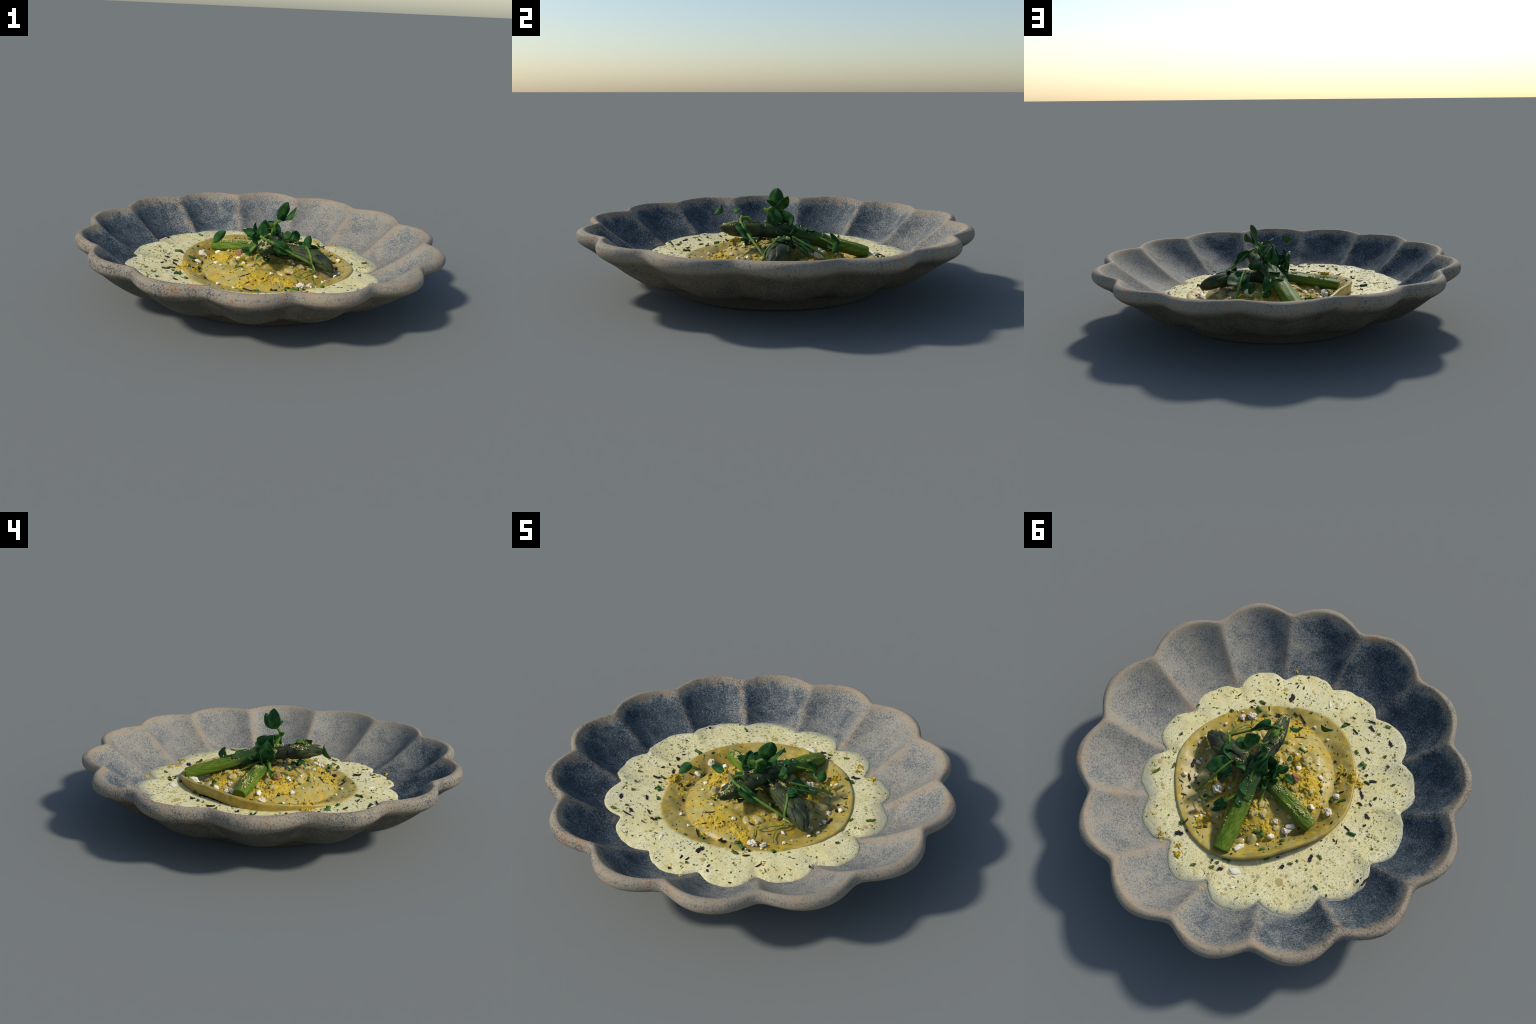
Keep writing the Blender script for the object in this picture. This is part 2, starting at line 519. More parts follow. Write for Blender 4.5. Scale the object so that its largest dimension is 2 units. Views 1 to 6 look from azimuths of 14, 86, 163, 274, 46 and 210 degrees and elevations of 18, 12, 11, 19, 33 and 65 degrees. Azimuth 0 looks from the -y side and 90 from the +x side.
foot_prof = [(.600, .082), (.562, .066), (.550, .046), (.541, .014), (.533, .002), (.520, 0.0), (.497, 0.0), (.482, .006), (.474, .022), (.45, .026), (.2, .026), (.002, .026)]
fp = catmull(foot_prof, np.linspace(0, len(foot_prof) - 1, 45))
nf = 200
tf = np.arange(nf) * TAU / nf
Vf = np.stack([fp[:, :1] * np.cos(tf), fp[:, :1] * np.sin(tf), np.maximum(fp[:, 1:], 0) * np.ones(nf)], -1).reshape(-1, 3)
solid("foot_ring", Vf, grid_faces(len(fp), nf, flip=True), M_CLAY, bowl, origin=(0, 0, 0))

# height of the inside of the bowl, for everything that lies in it
inner = int(9 * SUB)


def bowl_z(r, th):
    j = int(round((th % TAU) / TAU * NT)) % NT
    return float(np.interp(r, BR[:inner, j], BZ[:inner, j]))


# ------------------------------------------------------------------ sauce
CX, CY = 0.045, 0.022      # middle of the pasta
RIM = [(34, .462), (13, .470), (-2, .462), (-20, .445), (-38, .434), (-58, .434), (-74, .449), (-91, .478), (-104, .503), (-118, .508), (-134, .494),
       (-146, .484), (-158, .474), (-174, .474), (172, .464), (154, .440), (137, .430), (120, .447), (106, .466), (96, .481), (85, .487), (73, .484), (60, .474), (50, .468)]
RIM_H = [(0, .160), (30, .158), (60, .158), (85, .162), (97, .170), (107, .185), (120, .196), (136, .209), (153, .206), (172, .195), (190, .184), (205, .170), (230, .153), (270, .146), (300, .146), (330, .150)]
MOUND = [(0, .355), (30, .35), (60, .35), (90, .36), (120, .35), (150, .352), (180, .368), (210, .374), (240, .380), (270, .386), (300, .374), (330, .36)]


def pick(tab, a):
    return float(periodic([v for _, v in tab], [d for d, _ in tab], np.array([a]))[0])


_A = np.arange(720) * TAU / 720
TAB_RIM = periodic([v for _, v in RIM], [d for d, _ in RIM], _A)
TAB_H = periodic([v for _, v in RIM_H], [d for d, _ in RIM_H], _A)
TAB_M = periodic([v for _, v in MOUND], [d for d, _ in MOUND], _A)

ZS = 0.143
# how far the sauce reaches: in each flute, and at each ridge (degrees, metres)
REACH_FLUTE = [(-2, .664), (23, .692), (50, .706), (77, .718), (102, .732), (127, .731), (153, .742), (180, .737), (205, .742), (229, .738),
               (255, .696), (281, .678), (306, .663), (331, .646)]
REACH_RIDGE = [(12, .602), (37, .652), (63, .628), (89, .645), (114, .672), (140, .685), (166, .688), (192, .688), (217, .686), (242, .667),
               (268, .640), (294, .622), (319, .598), (345, .600)]
REACH = np.zeros(NT)
ph, _ = lobe_phase(TH)
fl = periodic([v for _, v in REACH_FLUTE], [a for a, _ in REACH_FLUTE], TH)
rd = periodic([v for _, v in REACH_RIDGE], [a for a, _ in REACH_RIDGE], TH)
cc = 1 - np.abs(ph)
ff = 1 - (1 - np.clip(np.sqrt(cc ** 2 + .01) - .1, 0, 1) / .905) ** 2.6
REACH = rd + (fl - rd) * np.clip(ff, 0, 1)
REACH = REACH + np.array([0.010 * nz((math.cos(t), math.sin(t), 0), 7, 4.0) + 0.004 * nz((math.cos(t), math.sin(t), 0), 22, 4.0) for t in TH])


def sauce_z(r, th):
    j = int(round((th % TAU) / TAU * NT)) % NT
    R = REACH[j]
    ze = bowl_z(R, th)
    top = ZS + (ze - ZS) * float(smooth(.76, 1.0, r / R)) ** 1.3
    top -= 0.006 * float(smooth(.15, .5, r * math.sin(th)) * smooth(1.0, .85, r / R))
    t = min(max((r - (R - 0.035)) / 0.035, 0), 1)
    top += 0.007 * math.sqrt(max(0.0, 1 - t ** 2.5)) * float(smooth(.55, .9, r / R)) - 0.004 * t ** 6
    return max(top, bowl_z(r, th) - 0.004)


def sauce_xy(x, y):
    return sauce_z(math.hypot(x, y), math.atan2(y, x))


sr = np.concatenate([np.linspace(0, .86, 34), 1 - (1 - np.linspace(.87, 1, 16) / 1.0) ** 1.35])
sr = np.unique(np.clip(sr, 0, 1))[1:]
Vs = [(0, 0, ZS - .06)]
for q in sr:
    for j, t in enumerate(TH):
        r = REACH[j] * q
        z = sauce_z(r, t) + (0.0020 * nz((r * math.cos(t), r * math.sin(t), 0), 12, 1.0) + 0.0016 * nz((r * math.cos(t), r * math.sin(t), 0), 34, 2.0)) * (1 if q < .97 else 0)
        ddx, ddy = r * math.cos(t) - CX, r * math.sin(t) - CY
        rim = TAB_RIM[int((math.atan2(ddy, ddx) % TAU) / TAU * 720) % 720]
        z -= 0.06 * float(smooth(rim - .012, rim - .05, math.hypot(ddx, ddy)))
        Vs.append((r * math.cos(t), r * math.sin(t), z))
Fs = [(0, 1 + j, 1 + (j + 1) % NT) for j in range(NT)]
Fs += [tuple(q + 1 for q in f) for f in grid_faces(len(sr), NT, flip=True)]
Fs = [f[::-1] if len(f) == 4 else f for f in Fs]
sauce = empty("cream_sauce", (0, 0, 0.10), "pale frothy butter sauce pooled in the bowl with herbs", "sauce")
solid("sauce_pool", Vs, Fs, M_SAUCE, sauce, origin=(0, 0, 0))

# thin film of foam that creeps up the flutes on the side where the froth is loose
Vm, Fm = [], []
rows = 5
for i in range(rows):
    for j, t in enumerate(TH):
        grow = 0.016 + 0.012 * nz((math.cos(t), math.sin(t), 0), 5, 9.0)
        loose = 0.5 + 0.5 * math.cos(t - math.radians(95))
        g = grow * loose - 0.007
        r = REACH[j] - 0.012 + (g + 0.012) * i / (rows - 1)
        z = bowl_z(r, t) + 0.0022 * (1 - (i / (rows - 1)) ** 2) - (0.002 if i == rows - 1 else 0)
        Vm.append((r * math.cos(t), r * math.sin(t), z))
solid("foam_edge", Vm, grid_faces(rows, NT), M_FILM, sauce, origin=(0, 0, 0))

# ------------------------------------------------------------------ raviolo
ZEST_SPOTS = [(-.14, -.06, .075, 330), (-.20, -.02, .05, 160), (-.09, -.13, .05, 120), (-.01, .19, .045, 200), (.02, .28, .04, 70), (.20, .38, .035, 90),
              (.12, .13, .05, 90), (.22, -.26, .03, 60), (-.37, -.195, .022, 110), (.06, -.30, .04, 40), (.0, -.33, .045, 36), (-.30, -.21, .05, 36),
              (.16, -.27, .04, 30), (-.12, .27, .05, 110), (.25, .20, .05, 70), (-.25, .03, .05, 70), (.10, .30, .05, 40)]


def dough_z(x, y):
    dx, dy = x - CX, y - CY
    r, a = math.hypot(dx, dy), math.atan2(dy, dx)
    k = int(round((a % TAU) / TAU * 720)) % 720
    R, h, m = TAB_RIM[k], TAB_H[k], TAB_M[k]
    q = min(r / R, 1.0)
    z = 0.123 + (h - 0.123) * float(smooth(.72, 1.0, q))
    lump = nz((x, y, 0), 7, 5.0)
    if r < m:
        h0 = 0.075 * (1 - 0.22 * float(smooth(.05, .22, x) * smooth(-.12, .08, y)))
        z = max(z, 0.124 + (h0 + .008) * (1 - (r / m) ** 2) ** 0.62 + (0.012 * lump + 0.014 * nz((x, y, 0), 15, 3.0) + 0.007 * nz((x, y, 0), 34, 6.0)) * (1 - (r / m) ** 4))
    else:
        # the sheet buckles on its flange, most on the far left
        amp = 0.010 * (0.35 + 0.65 * float(smooth(-.2, .8, -math.cos(a - 0.9))))
        z += amp * math.sin(a * 17 + 2.0 * nz((x, y, 0), 6, 2.0)) * nz((x, y, 0), 11, 7.0) * 2.2 * float(smooth(1.0, .9, q))
    for sx, sy, s, n in ZEST_SPOTS:
        d2 = ((x - sx) ** 2 + (y - sy) ** 2) / (s * s)
        if d2 < 4:
            z += 0.007 * math.exp(-d2) * (0.6 + 1.2 * nz((x, y, 0), 42, 1.0)) * min(n, 200) / 150
    return z


def food_z(x, y):
    dx, dy = x - CX, y - CY
    a = math.atan2(dy, dx)
    k = int(round((a % TAU) / TAU * 720)) % 720
    if math.hypot(dx, dy) < TAB_RIM[k] - 0.004:
        return dough_z(x, y)
    return sauce_xy(x, y)


rav = empty("ravioli", (CX, CY, 0.12), "large round egg pasta raviolo with crumbled toppings", "pasta")
na = 480
ang = np.arange(na) * TAU / na
qs = np.unique(np.concatenate([np.linspace(0, .7, 58), np.linspace(.7, .98, 46), [.985, .99, .995, 1.0]]))[1:]
Vr = [(CX, CY, dough_z(CX, CY))]
for q in qs:
    for a in ang:
        k = int(round(a / TAU * 720)) % 720
        R = TAB_RIM[k] + 0.003 * nz((math.cos(a), math.sin(a), 0), 6, 6.0)
        x, y = CX + R * q * math.cos(a), CY + R * q * math.sin(a)
        z = dough_z(x, y)
        if q > .98:
            z -= 0.005 * ((q - .98) / .02) ** 2
        Vr.append((x, y, z))
for dr, dz in ((0.002, -.012), (-.002, -.022), (-.008, -.06)):   # cut edge of the sheet, down into the sauce
    for a in ang:
        k = int(round(a / TAU * 720)) % 720
        R = TAB_RIM[k] + 0.003 * nz((math.cos(a), math.sin(a), 0), 6, 6.0) + dr
        x, y = CX + R * math.cos(a), CY + R * math.sin(a)
        Vr.append((x, y, TAB_H[k] + dz))
Fr = [(0, 1 + j, 1 + (j + 1) % na) for j in range(na)]
Fr += [tuple(q + 1 for q in (a, d, c, b)) for (a, b, c, d) in grid_faces(len(qs) + 3, na)]
solid("dough_sheet", Vr, Fr, M_DOUGH, rav, origin=(CX, CY, 0.12))


# ------------------------------------------------------------------ small pieces
def blob_mesh(name, mat, seed, sub=3, rough=0.35, freq=1.4, squash=(1, 1, 1), fine=0.0):
    V, F = ICO[sub]
    out = []
    for v in V:
        k = 1 + rough * nz(v, freq, seed) + 0.5 * rough * nz(v, freq * 2.3, seed + 4) + fine * nz(v, freq * 6, seed + 9)
        out.append(v * k * np.array(squash))
    out = np.array(out)
    out /= (out.max(0) - out.min(0)).max()
    return make_mesh(name, out, F, mat)


def flake_mesh(name, mat, seed, aspect, jag=0.25, curl=0.25):
    """A torn scrap of leaf, unit length, with a ragged outline, a curl and a real thickness."""
    r = random.Random(seed)
    n, m = 18, 4
    V, F = [(0, 0, .05)], []
    rad = [1 + jag * r.uniform(-1, 1) for _ in range(n)]
    for i in range(1, m + 1):
        for j in range(n):
            a = TAU * j / n
            k = 0.5 * i / m * (1 + (rad[j] - 1) * (i / m))
            x, y = k * math.cos(a) * abs(math.cos(a)) ** -0.1 if abs(math.cos(a)) > .01 else 0, k * math.sin(a) * aspect
            V.append((x, y, curl * (x * x * .9 - x * y * .5) + 0.03 * r.uniform(-1, 1) + .05))
    F = [(0, 1 + j, 1 + (j + 1) % n) for j in range(n)]
    for i in range(m - 1):
        for j in range(n):
            k = (j + 1) % n
            F.append((1 + i * n + j, 1 + (i + 1) * n + j, 1 + (i + 1) * n + k, 1 + i * n + k))
    top = len(V)
    V += [(x * .96, y * .96, z - .07) for x, y, z in V]
    F += [tuple(q + top for q in f)[::-1] for f in F]
    b = 1 + (m - 1) * n
    for j in range(n):
        k = (j + 1) % n
        F.append((b + j, b + j + top, b + k + top, b + k))
    return make_mesh(name, V, F, mat)


def chive_mesh(name, seed, hollow=True):
    """A cut length of hollow chive, unit length and unit width."""
    n = 14
    prof = [(-.5, .42), (-.5, .5), (0, .52), (.5, .5), (.5, .42), (.42, .40), (-.42, .40)]
    V = []
    for x, r in prof:
        for j in range(n):
            a = TAU * j / n
            V.append((x + 0.06 * math.cos(a + seed) * (1 if x > 0 else -1), r * math.cos(a), r * math.sin(a) * 0.85))
    F = grid_faces(len(prof), n, flip=True)
    F += [(6 * n + j, 0 + j, 0 + (j + 1) % n, 6 * n + (j + 1) % n) for j in range(n)]
    return make_mesh(name, V, F, M_CHIVE)


def tilt_at(x, y, d=0.012):
    zx = (food_z(x + d, y) - food_z(x - d, y)) / (2 * d)
    zy = (food_z(x, y + d) - food_z(x, y - d)) / (2 * d)
    return Vector((-max(-1, min(1, zx)), -max(-1, min(1, zy)), 1)).normalized()


def put(name, me, x, y, scale, angle, lift=0.0, roll=0.0, thing=None, z=None):
    if thing is None:
        dx, dy = x - CX, y - CY
        k = int(round((math.atan2(dy, dx) % TAU) / TAU * 720)) % 720
        thing = rav if math.hypot(dx, dy) < TAB_RIM[k] else sauce
    zz = (food_z(x, y) if z is None else z) + lift
    ob = place(name, me, thing, (x, y, zz))
    up = tilt_at(x, y) if z is None else Vector((0, 0, 1))
    q = Vector((0, 0, 1)).rotation_difference(up)
    ob.rotation_mode = "QUATERNION"
    ob.rotation_quaternion = q @ Matrix.Rotation(angle, 3, "Z").to_quaternion() @ Matrix.Rotation(roll, 3, "X").to_quaternion()
    ob.scale = scale
    return ob


# where each piece lies, read as (x mm, y mm, length mm, width mm, direction deg)
DARK = [(151, -470, 53, 26, 96), (260, -513, 18, 11, 97), (159, -551, 21, 9, 94), (128, -561, 25, 10, 109), (-185, -480, 36, 14, 14), (-298, -552, 45, 10, 10),
        (-315, -517, 44, 14, 162), (-443, -486, 37, 18, 141), (-355, -392, 36, 17, 148), (-246, -461, 43, 9, 157), (279, -534, 18, 12, 156), (331, -346, 27, 13, 58),
        (314, -312, 16, 11, 175), (413, -348, 29, 6, 80), (228, -352, 25, 9, 127), (398, -509, 13, 8, 38), (414, 130, 49, 19, 105), (385, 211, 32, 14, 142),
        (356, 256, 21, 12, 152), (354, 309, 27, 8, 20), (326, 213, 13, 11, 77), (176, 406, 43, 25, 26), (262, 497, 42, 25, 21), (234, 468, 13, 12, 165),
        (210, 300, 18, 11, 97), (404, 254, 24, 7, 2), (-415, -261, 16, 17, 44), (-462, -246, 43, 16, 25), (-421, -177, 12, 11, 135), (-445, -150, 38, 16, 140),
        (-460, -100, 32, 13, 173), (-515, -166, 19, 15, 79), (-509, -124, 22, 8, 155), (-523, -56, 39, 23, 145), (-535, -6, 19, 14, 57), (-465, 53, 34, 11, 168),
        (-315, -207, 26, 20, 164), (-298, -172, 32, 13, 83), (-349, -107, 25, 10, 38), (-233, -259, 18, 14, 140), (-388, 78, 19, 9, 94), (-236, -27, 13, 8, 108)]
DARK2 = [(-149, -53, 21, 9, 158), (-159, -91, 25, 9, 134), (-438, 141, 17, 10, 159), (-223, 306, 15, 9, 2), (-381, 283, 42, 20, 97), (-279, 392, 21, 20, 76),
         (-641, 274, 19, 13, 96), (-672, 256, 52, 13, 80), (-454, 142, 22, 6, 107), (-384, 174, 13, 7, 43), (-19, 555, 27, 20, 30), (-33, 468, 10, 8, 40),
         (-235, 359, 19, 9, 35), (40, 536, 12, 11, 176), (-11, -271, 58, 10, 35), (37, -389, 71, 9, 148), (162, -345, 34, 26, 20), (47, -302, 30, 10, 150),
         (93, -278, 22, 12, 70), (203, -195, 26, 12, 10), (20, -330, 22, 10, 40)]
CHIVES = [(273, -320, 36, 19, 158), (397, -238, 17, 16, 170), (225, -304, 23, 19, 36), (84, -396, 27, 13, 164), (-64, -201, 40, 13, 172), (-121, -162, 40, 14, 147),
          (-112, -136, 27, 15, 60), (-256, -54, 16, 15, 178), (-323, -45, 15, 19, 16), (-372, -63, 40, 14, 39), (282, 447, 20, 18, 136), (262, 435, 38, 12, 60),
          (-81, 302, 35, 15, 32), (-110, 303, 26, 17, 145), (-216, 281, 26, 18, 38), (-153, 373, 28, 14, 41), (-192, 394, 23, 16, 65), (-364, -307, 21, 20, 76),
          (-384, -301, 25, 15, 93), (-499, 68, 41, 17, 10), (-437, -224, 31, 13, 178), (-177, -461, 26, 14, 48), (-308, -357, 21, 14, 146), (-478, 405, 28, 11, 159)]
HERBS = [(139, -640, 11, 14, 9), (175, -567, 14, 13, 30), (-387, -571, 37, 17, 18), (-363, -507, 19, 12, 36), (557, 19, 17, 17, 55), (277, -367, 38, 18, 5),
         (577, -184, 15, 12, 16), (553, 264, 56, 17, 67), (489, 195, 32, 14, 98), (190, 428, 27, 12, 23), (108, 603, 28, 17, 44), (23, 567, 25, 17, 37),
         (-22, 499, 48, 26, 18), (10, 534, 19, 16, 30), (-308, 358, 23, 18, 13), (-418, 254, 32, 15, 161), (-331, 329, 17, 11, 163), (-542, 415, 15, 8, 147),
         (-628, 90, 13, 8, 30), (-492, -359, 19, 14, 160), (-452, -405, 17, 13, 30), (-562, -280, 20, 12, 30), (16, -445, 16, 12, 30), (-202, -530, 23, 7, 0),
         (-283, -206, 15, 15, 161), (451, -18, 16, 9, 43), (311, 187, 13, 16, 151), (-134, -2, 13, 12, 2), (-177, -3, 18, 13, 166)]
CHEESE = [(384, -155, 18, 19, 162), (338, -116, 26, 16, 18), (391, -109, 10, 12, 165), (430, -36, 26, 18, 72), (444, 10, 31, 18, 93), (395, 109, 39, 19, 176),
          (392, 85, 19, 13, 33), (411, 211, 27, 27, 23), (235, 377, 24, 14, 49), (216, 362, 20, 19, 49), (161, 172, 30, 18, 175), (-335, -74, 46, 26, 2),
          (-217, -120, 33, 22, 174), (-257, 51, 37, 30, 4), (-174, -176, 19, 12, 27), (-100, -96, 40, 27, 68), (-49, -160, 24, 20, 35), (-215, 194, 58, 28, 33),
          (-40, -381, 23, 14, 174), (-137, -348, 17, 17, 30), (-37, -233, 14, 13, 37), (-328, -104, 10, 8, 20), (-41, 415, 70, 34, 65), (-13, 447, 13, 14, 45),
          (-114, 355, 18, 16, 25), (-152, 286, 39, 31, 40), (-215, 238, 10, 16, 16), (273, 291, 30, 16, 25), (242, 292, 12, 8, 162), (294, -316, 14, 11, 60),
          (365, -253, 8, 9, 17), (342, -262, 13, 11, 30), (380, 14, 16, 19, 33), (204, -60, 24, 20, 40), (120, -230, 26, 20, 70)]
NUTS = [(284, -265, 66, 41, 5, 36), (329, -233, 35, 34, 2, 24), (362, 179, 32, 26, 5, 20), (-342, 29, 59, 36, 141, 46), (-137, 212, 33, 29, 3, 24), (205, 205, 66, 52, 151, 56), (392, 24, 18, 18, 18, 14),
        (-205, 225, 50, 30, 20, 30)]
FOAM_WHITE = [(-82, 529, 75, 38, 17), (-120, 607, 28, 16, 58), (-48, -537, 52, 18, 126)]

dark_meshes = [flake_mesh("dark_flake", M_DARKLEAF, 10 + i, 0.9, 0.35, 0.2) for i in range(6)]
for i, (x, y, l, wd, a) in enumerate(DARK + DARK2):
    put("dark_flake", dark_meshes[i % 6], x / 1000, y / 1000, (l / 1000, wd / 1000, 0.05 * (0.5 + rng.random())), math.radians(a), 0.0015)
herb_meshes = [flake_mesh("herb_flake", M_HERB, 40 + i, 0.9, 0.3, 0.35) for i in range(5)]
for i, (x, y, l, wd, a) in enumerate(HERBS):
    put("herb_flake", herb_meshes[i % 5], x / 1000, y / 1000, (l / 1000, wd / 1000, 0.06), math.radians(a), 0.001)
chive_meshes = [chive_mesh("chive_piece", s) for s in (0.3, 2.0, 4.1)]
for i, (x, y, l, wd, a) in enumerate(CHIVES):
    put("chive_piece", chive_meshes[i % 3], x / 1000, y / 1000, (l / 1000, wd / 1000, wd / 1000), math.radians(a), wd / 3200, rng.uniform(-1, 1))
cheese_meshes = [blob_mesh("cheese_crumb", M_CHEESE, 3.0 + 1.7 * i, 3, 0.55, 1.1, fine=0.02) for i in range(6)]
for i, (x, y, l, wd, a) in enumerate(CHEESE):
    put("cheese_crumb", cheese_meshes[i % 6], x / 1000, y / 1000, (l * 1.02 / 1000, wd * 1.1 / 1000, wd * .95 / 1000), math.radians(a), wd * 0.35 / 1000)
nut_meshes = [blob_mesh("puffed_corn", M_NUT, 20.0 + 2.3 * i, 4, 0.8, 1.35, fine=0.02) for i in range(4)]
for i, (x, y, l, wd, a, h) in enumerate(NUTS):
    put("puffed_corn", nut_meshes[i % 4], x / 1000, y / 1000, (l * 1.1 / 1000, wd * 1.15 / 1000, h * 1.1 / 1000), math.radians(a), h * 0.38 / 1000)
put("walnut_piece", blob_mesh("walnut_piece", M_WALNUT, 61.0, 4, 0.4, 1.6, fine=0.14), -0.111, -0.035, (.066, .042, .040), math.radians(165), 0.016)
white_mesh = blob_mesh("cheese_smear", M_CHEESE, 77.0, 3, 0.5, 1.2)
for x, y, l, wd, a in FOAM_WHITE:
    put("cheese_smear", white_mesh, x / 1000, y / 1000, (l / 1000, wd / 1000, .012), math.radians(a), 0.0)
# lumps of filling that push up round the spears
fill_mesh = [blob_mesh("filling_lump", M_FILL, 120.0 + 3 * i, 3, 0.55, 1.5, (1, .85, .7), fine=0.04) for i in range(5)]
lump_rng = random.Random(31)
for i in range(64):
    a, q = lump_rng.uniform(0, TAU), lump_rng.uniform(.1, 1) ** .6 * .27
    x, y = .05 + q * math.cos(a) * 1.05, .06 + q * math.sin(a) * 1.1
    k = lump_rng.uniform(.020, .052)
    put("filling_lump", fill_mesh[i % 5], x, y, (k * lump_rng.uniform(.8, 1.3), k, k * lump_rng.uniform(.6, 1.0)), lump_rng.uniform(0, TAU), k * .12)
# translucent vegetable pieces half sunk in the filling
onion_mesh = [blob_mesh("onion_piece", M_ONION, 90.0 + i, 3, 0.25, 1.2, (1, .7, .5)) for i in range(3)]
for i, (x, y, l, a) in enumerate([(205, -150, 70, 20), (165, -190, 60, 150), (330, 60, 85, 100), (320, 170, 90, 60), (270, 120, 70, 20), (255, 250, 80, 80), (-75, 345, 80, 120), (-20, 380, 70, 30), (290, -40, 60, 10)]):
    put("onion_piece", onion_mesh[i % 3], x / 1000, y / 1000, (l / 1000,) * 3, math.radians(a), -0.004)


def crumbs(name, spots, mat, parent, size=(0.0025, 0.009), seed=1, zf=None):
    """A heap of small ragged crumbs as one mesh; spots are (x, y, spread, how many)."""
    r = random.Random(seed)
    V, F = [], []
    for sx, sy, s, n in spots:
        for _ in range(int(n * 1.5)):
            x, y = sx + r.gauss(0, s * .70), sy + r.gauss(0, s * .70)
            if nz((x, y, 0), 38, seed) < -.05 and r.random() < .85:
                continue
            z = (zf or food_z)(x, y)
            k = r.uniform(*size) * (1.5 if r.random() < .1 else 1)
            add_crumb(V, F, (x, y, z + k * .25), k, r)
    ob = solid(name, V, F, mat, parent)
    ob["kind"] = "stuff"
    return ob


def add_crumb(V, F, p, k, r):
    v0, f0 = ICO[1]
    b = len(V)
    m = Matrix.Rotation(r.uniform(0, TAU), 3, Vector((r.gauss(0, 1), r.gauss(0, 1), r.gauss(0, 1) + .01)))
    s = Vector((r.uniform(.6, 2.0), r.uniform(.4, 1.0), r.uniform(.3, .7)))
    for v in v0:
        j = r.uniform(.35, 1.6)
        q = m @ Vector((v[0] * s[0] * j, v[1] * s[1] * j, v[2] * s[2] * j))
        V.append((p[0] + q[0] * k, p[1] + q[1] * k, p[2] + q[2] * k))
    F += [tuple(i + b for i in f) for f in f0]


crumbs("lemon_zest_crumbs", [(x, y, q * 1.05, int(n * .45)) for x, y, q, n in ZEST_SPOTS], M_ZEST, rav, seed=3)


def zest_heap(spots, seed):
    """Crumbly, porous drifts of zest: a fine skin that rises from the pasta in lumps and dives under it between them."""
    V, F = [], []
    cell = 0.0032
    for sx, sy, q, n in spots:
        ext = q * 1.75
        m = int(2 * ext / cell) + 1
        b = len(V)
        dens = min(1.0, n / (q * q * 42000))
        for i in range(m):
            for j in range(m):
                x, y = sx - ext + i * cell, sy - ext + j * cell
                d = math.hypot(x - sx, y - sy) / ext
                k = nz((x, y, 0), 26, seed) * .9 + nz((x, y, 0), 60, seed + 3) * .8 + nz((x, y, 0), 130, seed + 5) * .6
                h = 0.012 * (dens * 0.75 - 0.15 + k * .8) - 0.017 * d * d
                x2 = x + cell * .5 * nz((x, y, 1), 300, seed)
                y2 = y + cell * .5 * nz((x, y, 2), 300, seed)
                V.append((x2, y2, food_z(x, y) + max(-.01, min(h, .014))))
        for i in range(m - 1):
            for j in range(m - 1):
                o = b + i * m + j
                if max(V[o][2] - food_z(*V[o][:2]), V[o + m + 1][2] - food_z(*V[o + m + 1][:2])) > -.0095:
                    F.append((o, o + m, o + m + 1, o + 1))
    ob = solid("zest_drift", V, F, M_ZEST, rav)
    ob["kind"] = "stuff"


zest_heap(ZEST_SPOTS, 1.5)
crumbs("sauce_zest_crumbs", [(-.41, -.20, .018, 30), (.21, .60, .012, 26), (.235, .565, .02, 16), (.345, .545, .012, 14), (.32, .57, .015, 8), (.22, -.64, .008, 10), (-.49, -.43, .012, 8), (.0, .69, .01, 8)],
       M_ZEST, sauce, (0.003, 0.007), 5)


def flecks(name, mat, parent, n, inside, seed, length=(.006, .02), width=(.0012, .003), heap=()):
    """Tiny strokes of dill and pepper lying on the surface, as one mesh."""
    r = random.Random(seed)
    V, F = [], []
    c = 0
    while c < n:
        a, q = r.uniform(0, TAU), math.sqrt(r.random())
        k = int(a / TAU * 720) % 720
        if inside:
            x, y = CX + .97 * TAB_RIM[k] * q * math.cos(a), CY + .97 * TAB_RIM[k] * q * math.sin(a)
        else:
            j = int(a / TAU * NT) % NT
            x, y = REACH[j] * .97 * q * math.cos(a), REACH[j] * .97 * q * math.sin(a)
            if math.hypot(x - CX, y - CY) < TAB_RIM[int((math.atan2(y - CY, x - CX) % TAU) / TAU * 720) % 720] + .006:
                continue
            # fewer on the side where the bowl of froth is cleanest
            if r.random() > .28 + .72 * float(smooth(.35, -.25, y + .25 * x)):
                continue
        c += 1
        l, wd, d = r.uniform(*length), r.uniform(*width), r.uniform(0, TAU)
        bend = r.uniform(-.5, .5)
        pts = []
        for i in range(4):
            s = i / 3 - .5
            px = x + l * (s * math.cos(d) - bend * s * s * math.sin(d))
            py = y + l * (s * math.sin(d) + bend * s * s * math.cos(d))
            pts.append((px, py, food_z(px, py) + .0018))
        b = len(V)
        for i, p in enumerate(pts):
            ww = wd * (1, 1.4, 1.2, .5)[i]
            nx, ny = -math.sin(d) * ww, math.cos(d) * ww
            V += [(p[0] + nx, p[1] + ny, p[2] - .002), (p[0], p[1], p[2] + .0006), (p[0] - nx, p[1] - ny, p[2] - .002)]
        for i in range(3):
            o = b + 3 * i
            F += [(o, o + 3, o + 4, o + 1), (o + 1, o + 4, o + 5, o + 2)]
        F += [(b, b + 1, b + 2), (b + 11, b + 10, b + 9)]
    ob = solid(name, V, F, mat, parent)
    ob["kind"] = "stuff"
    return ob


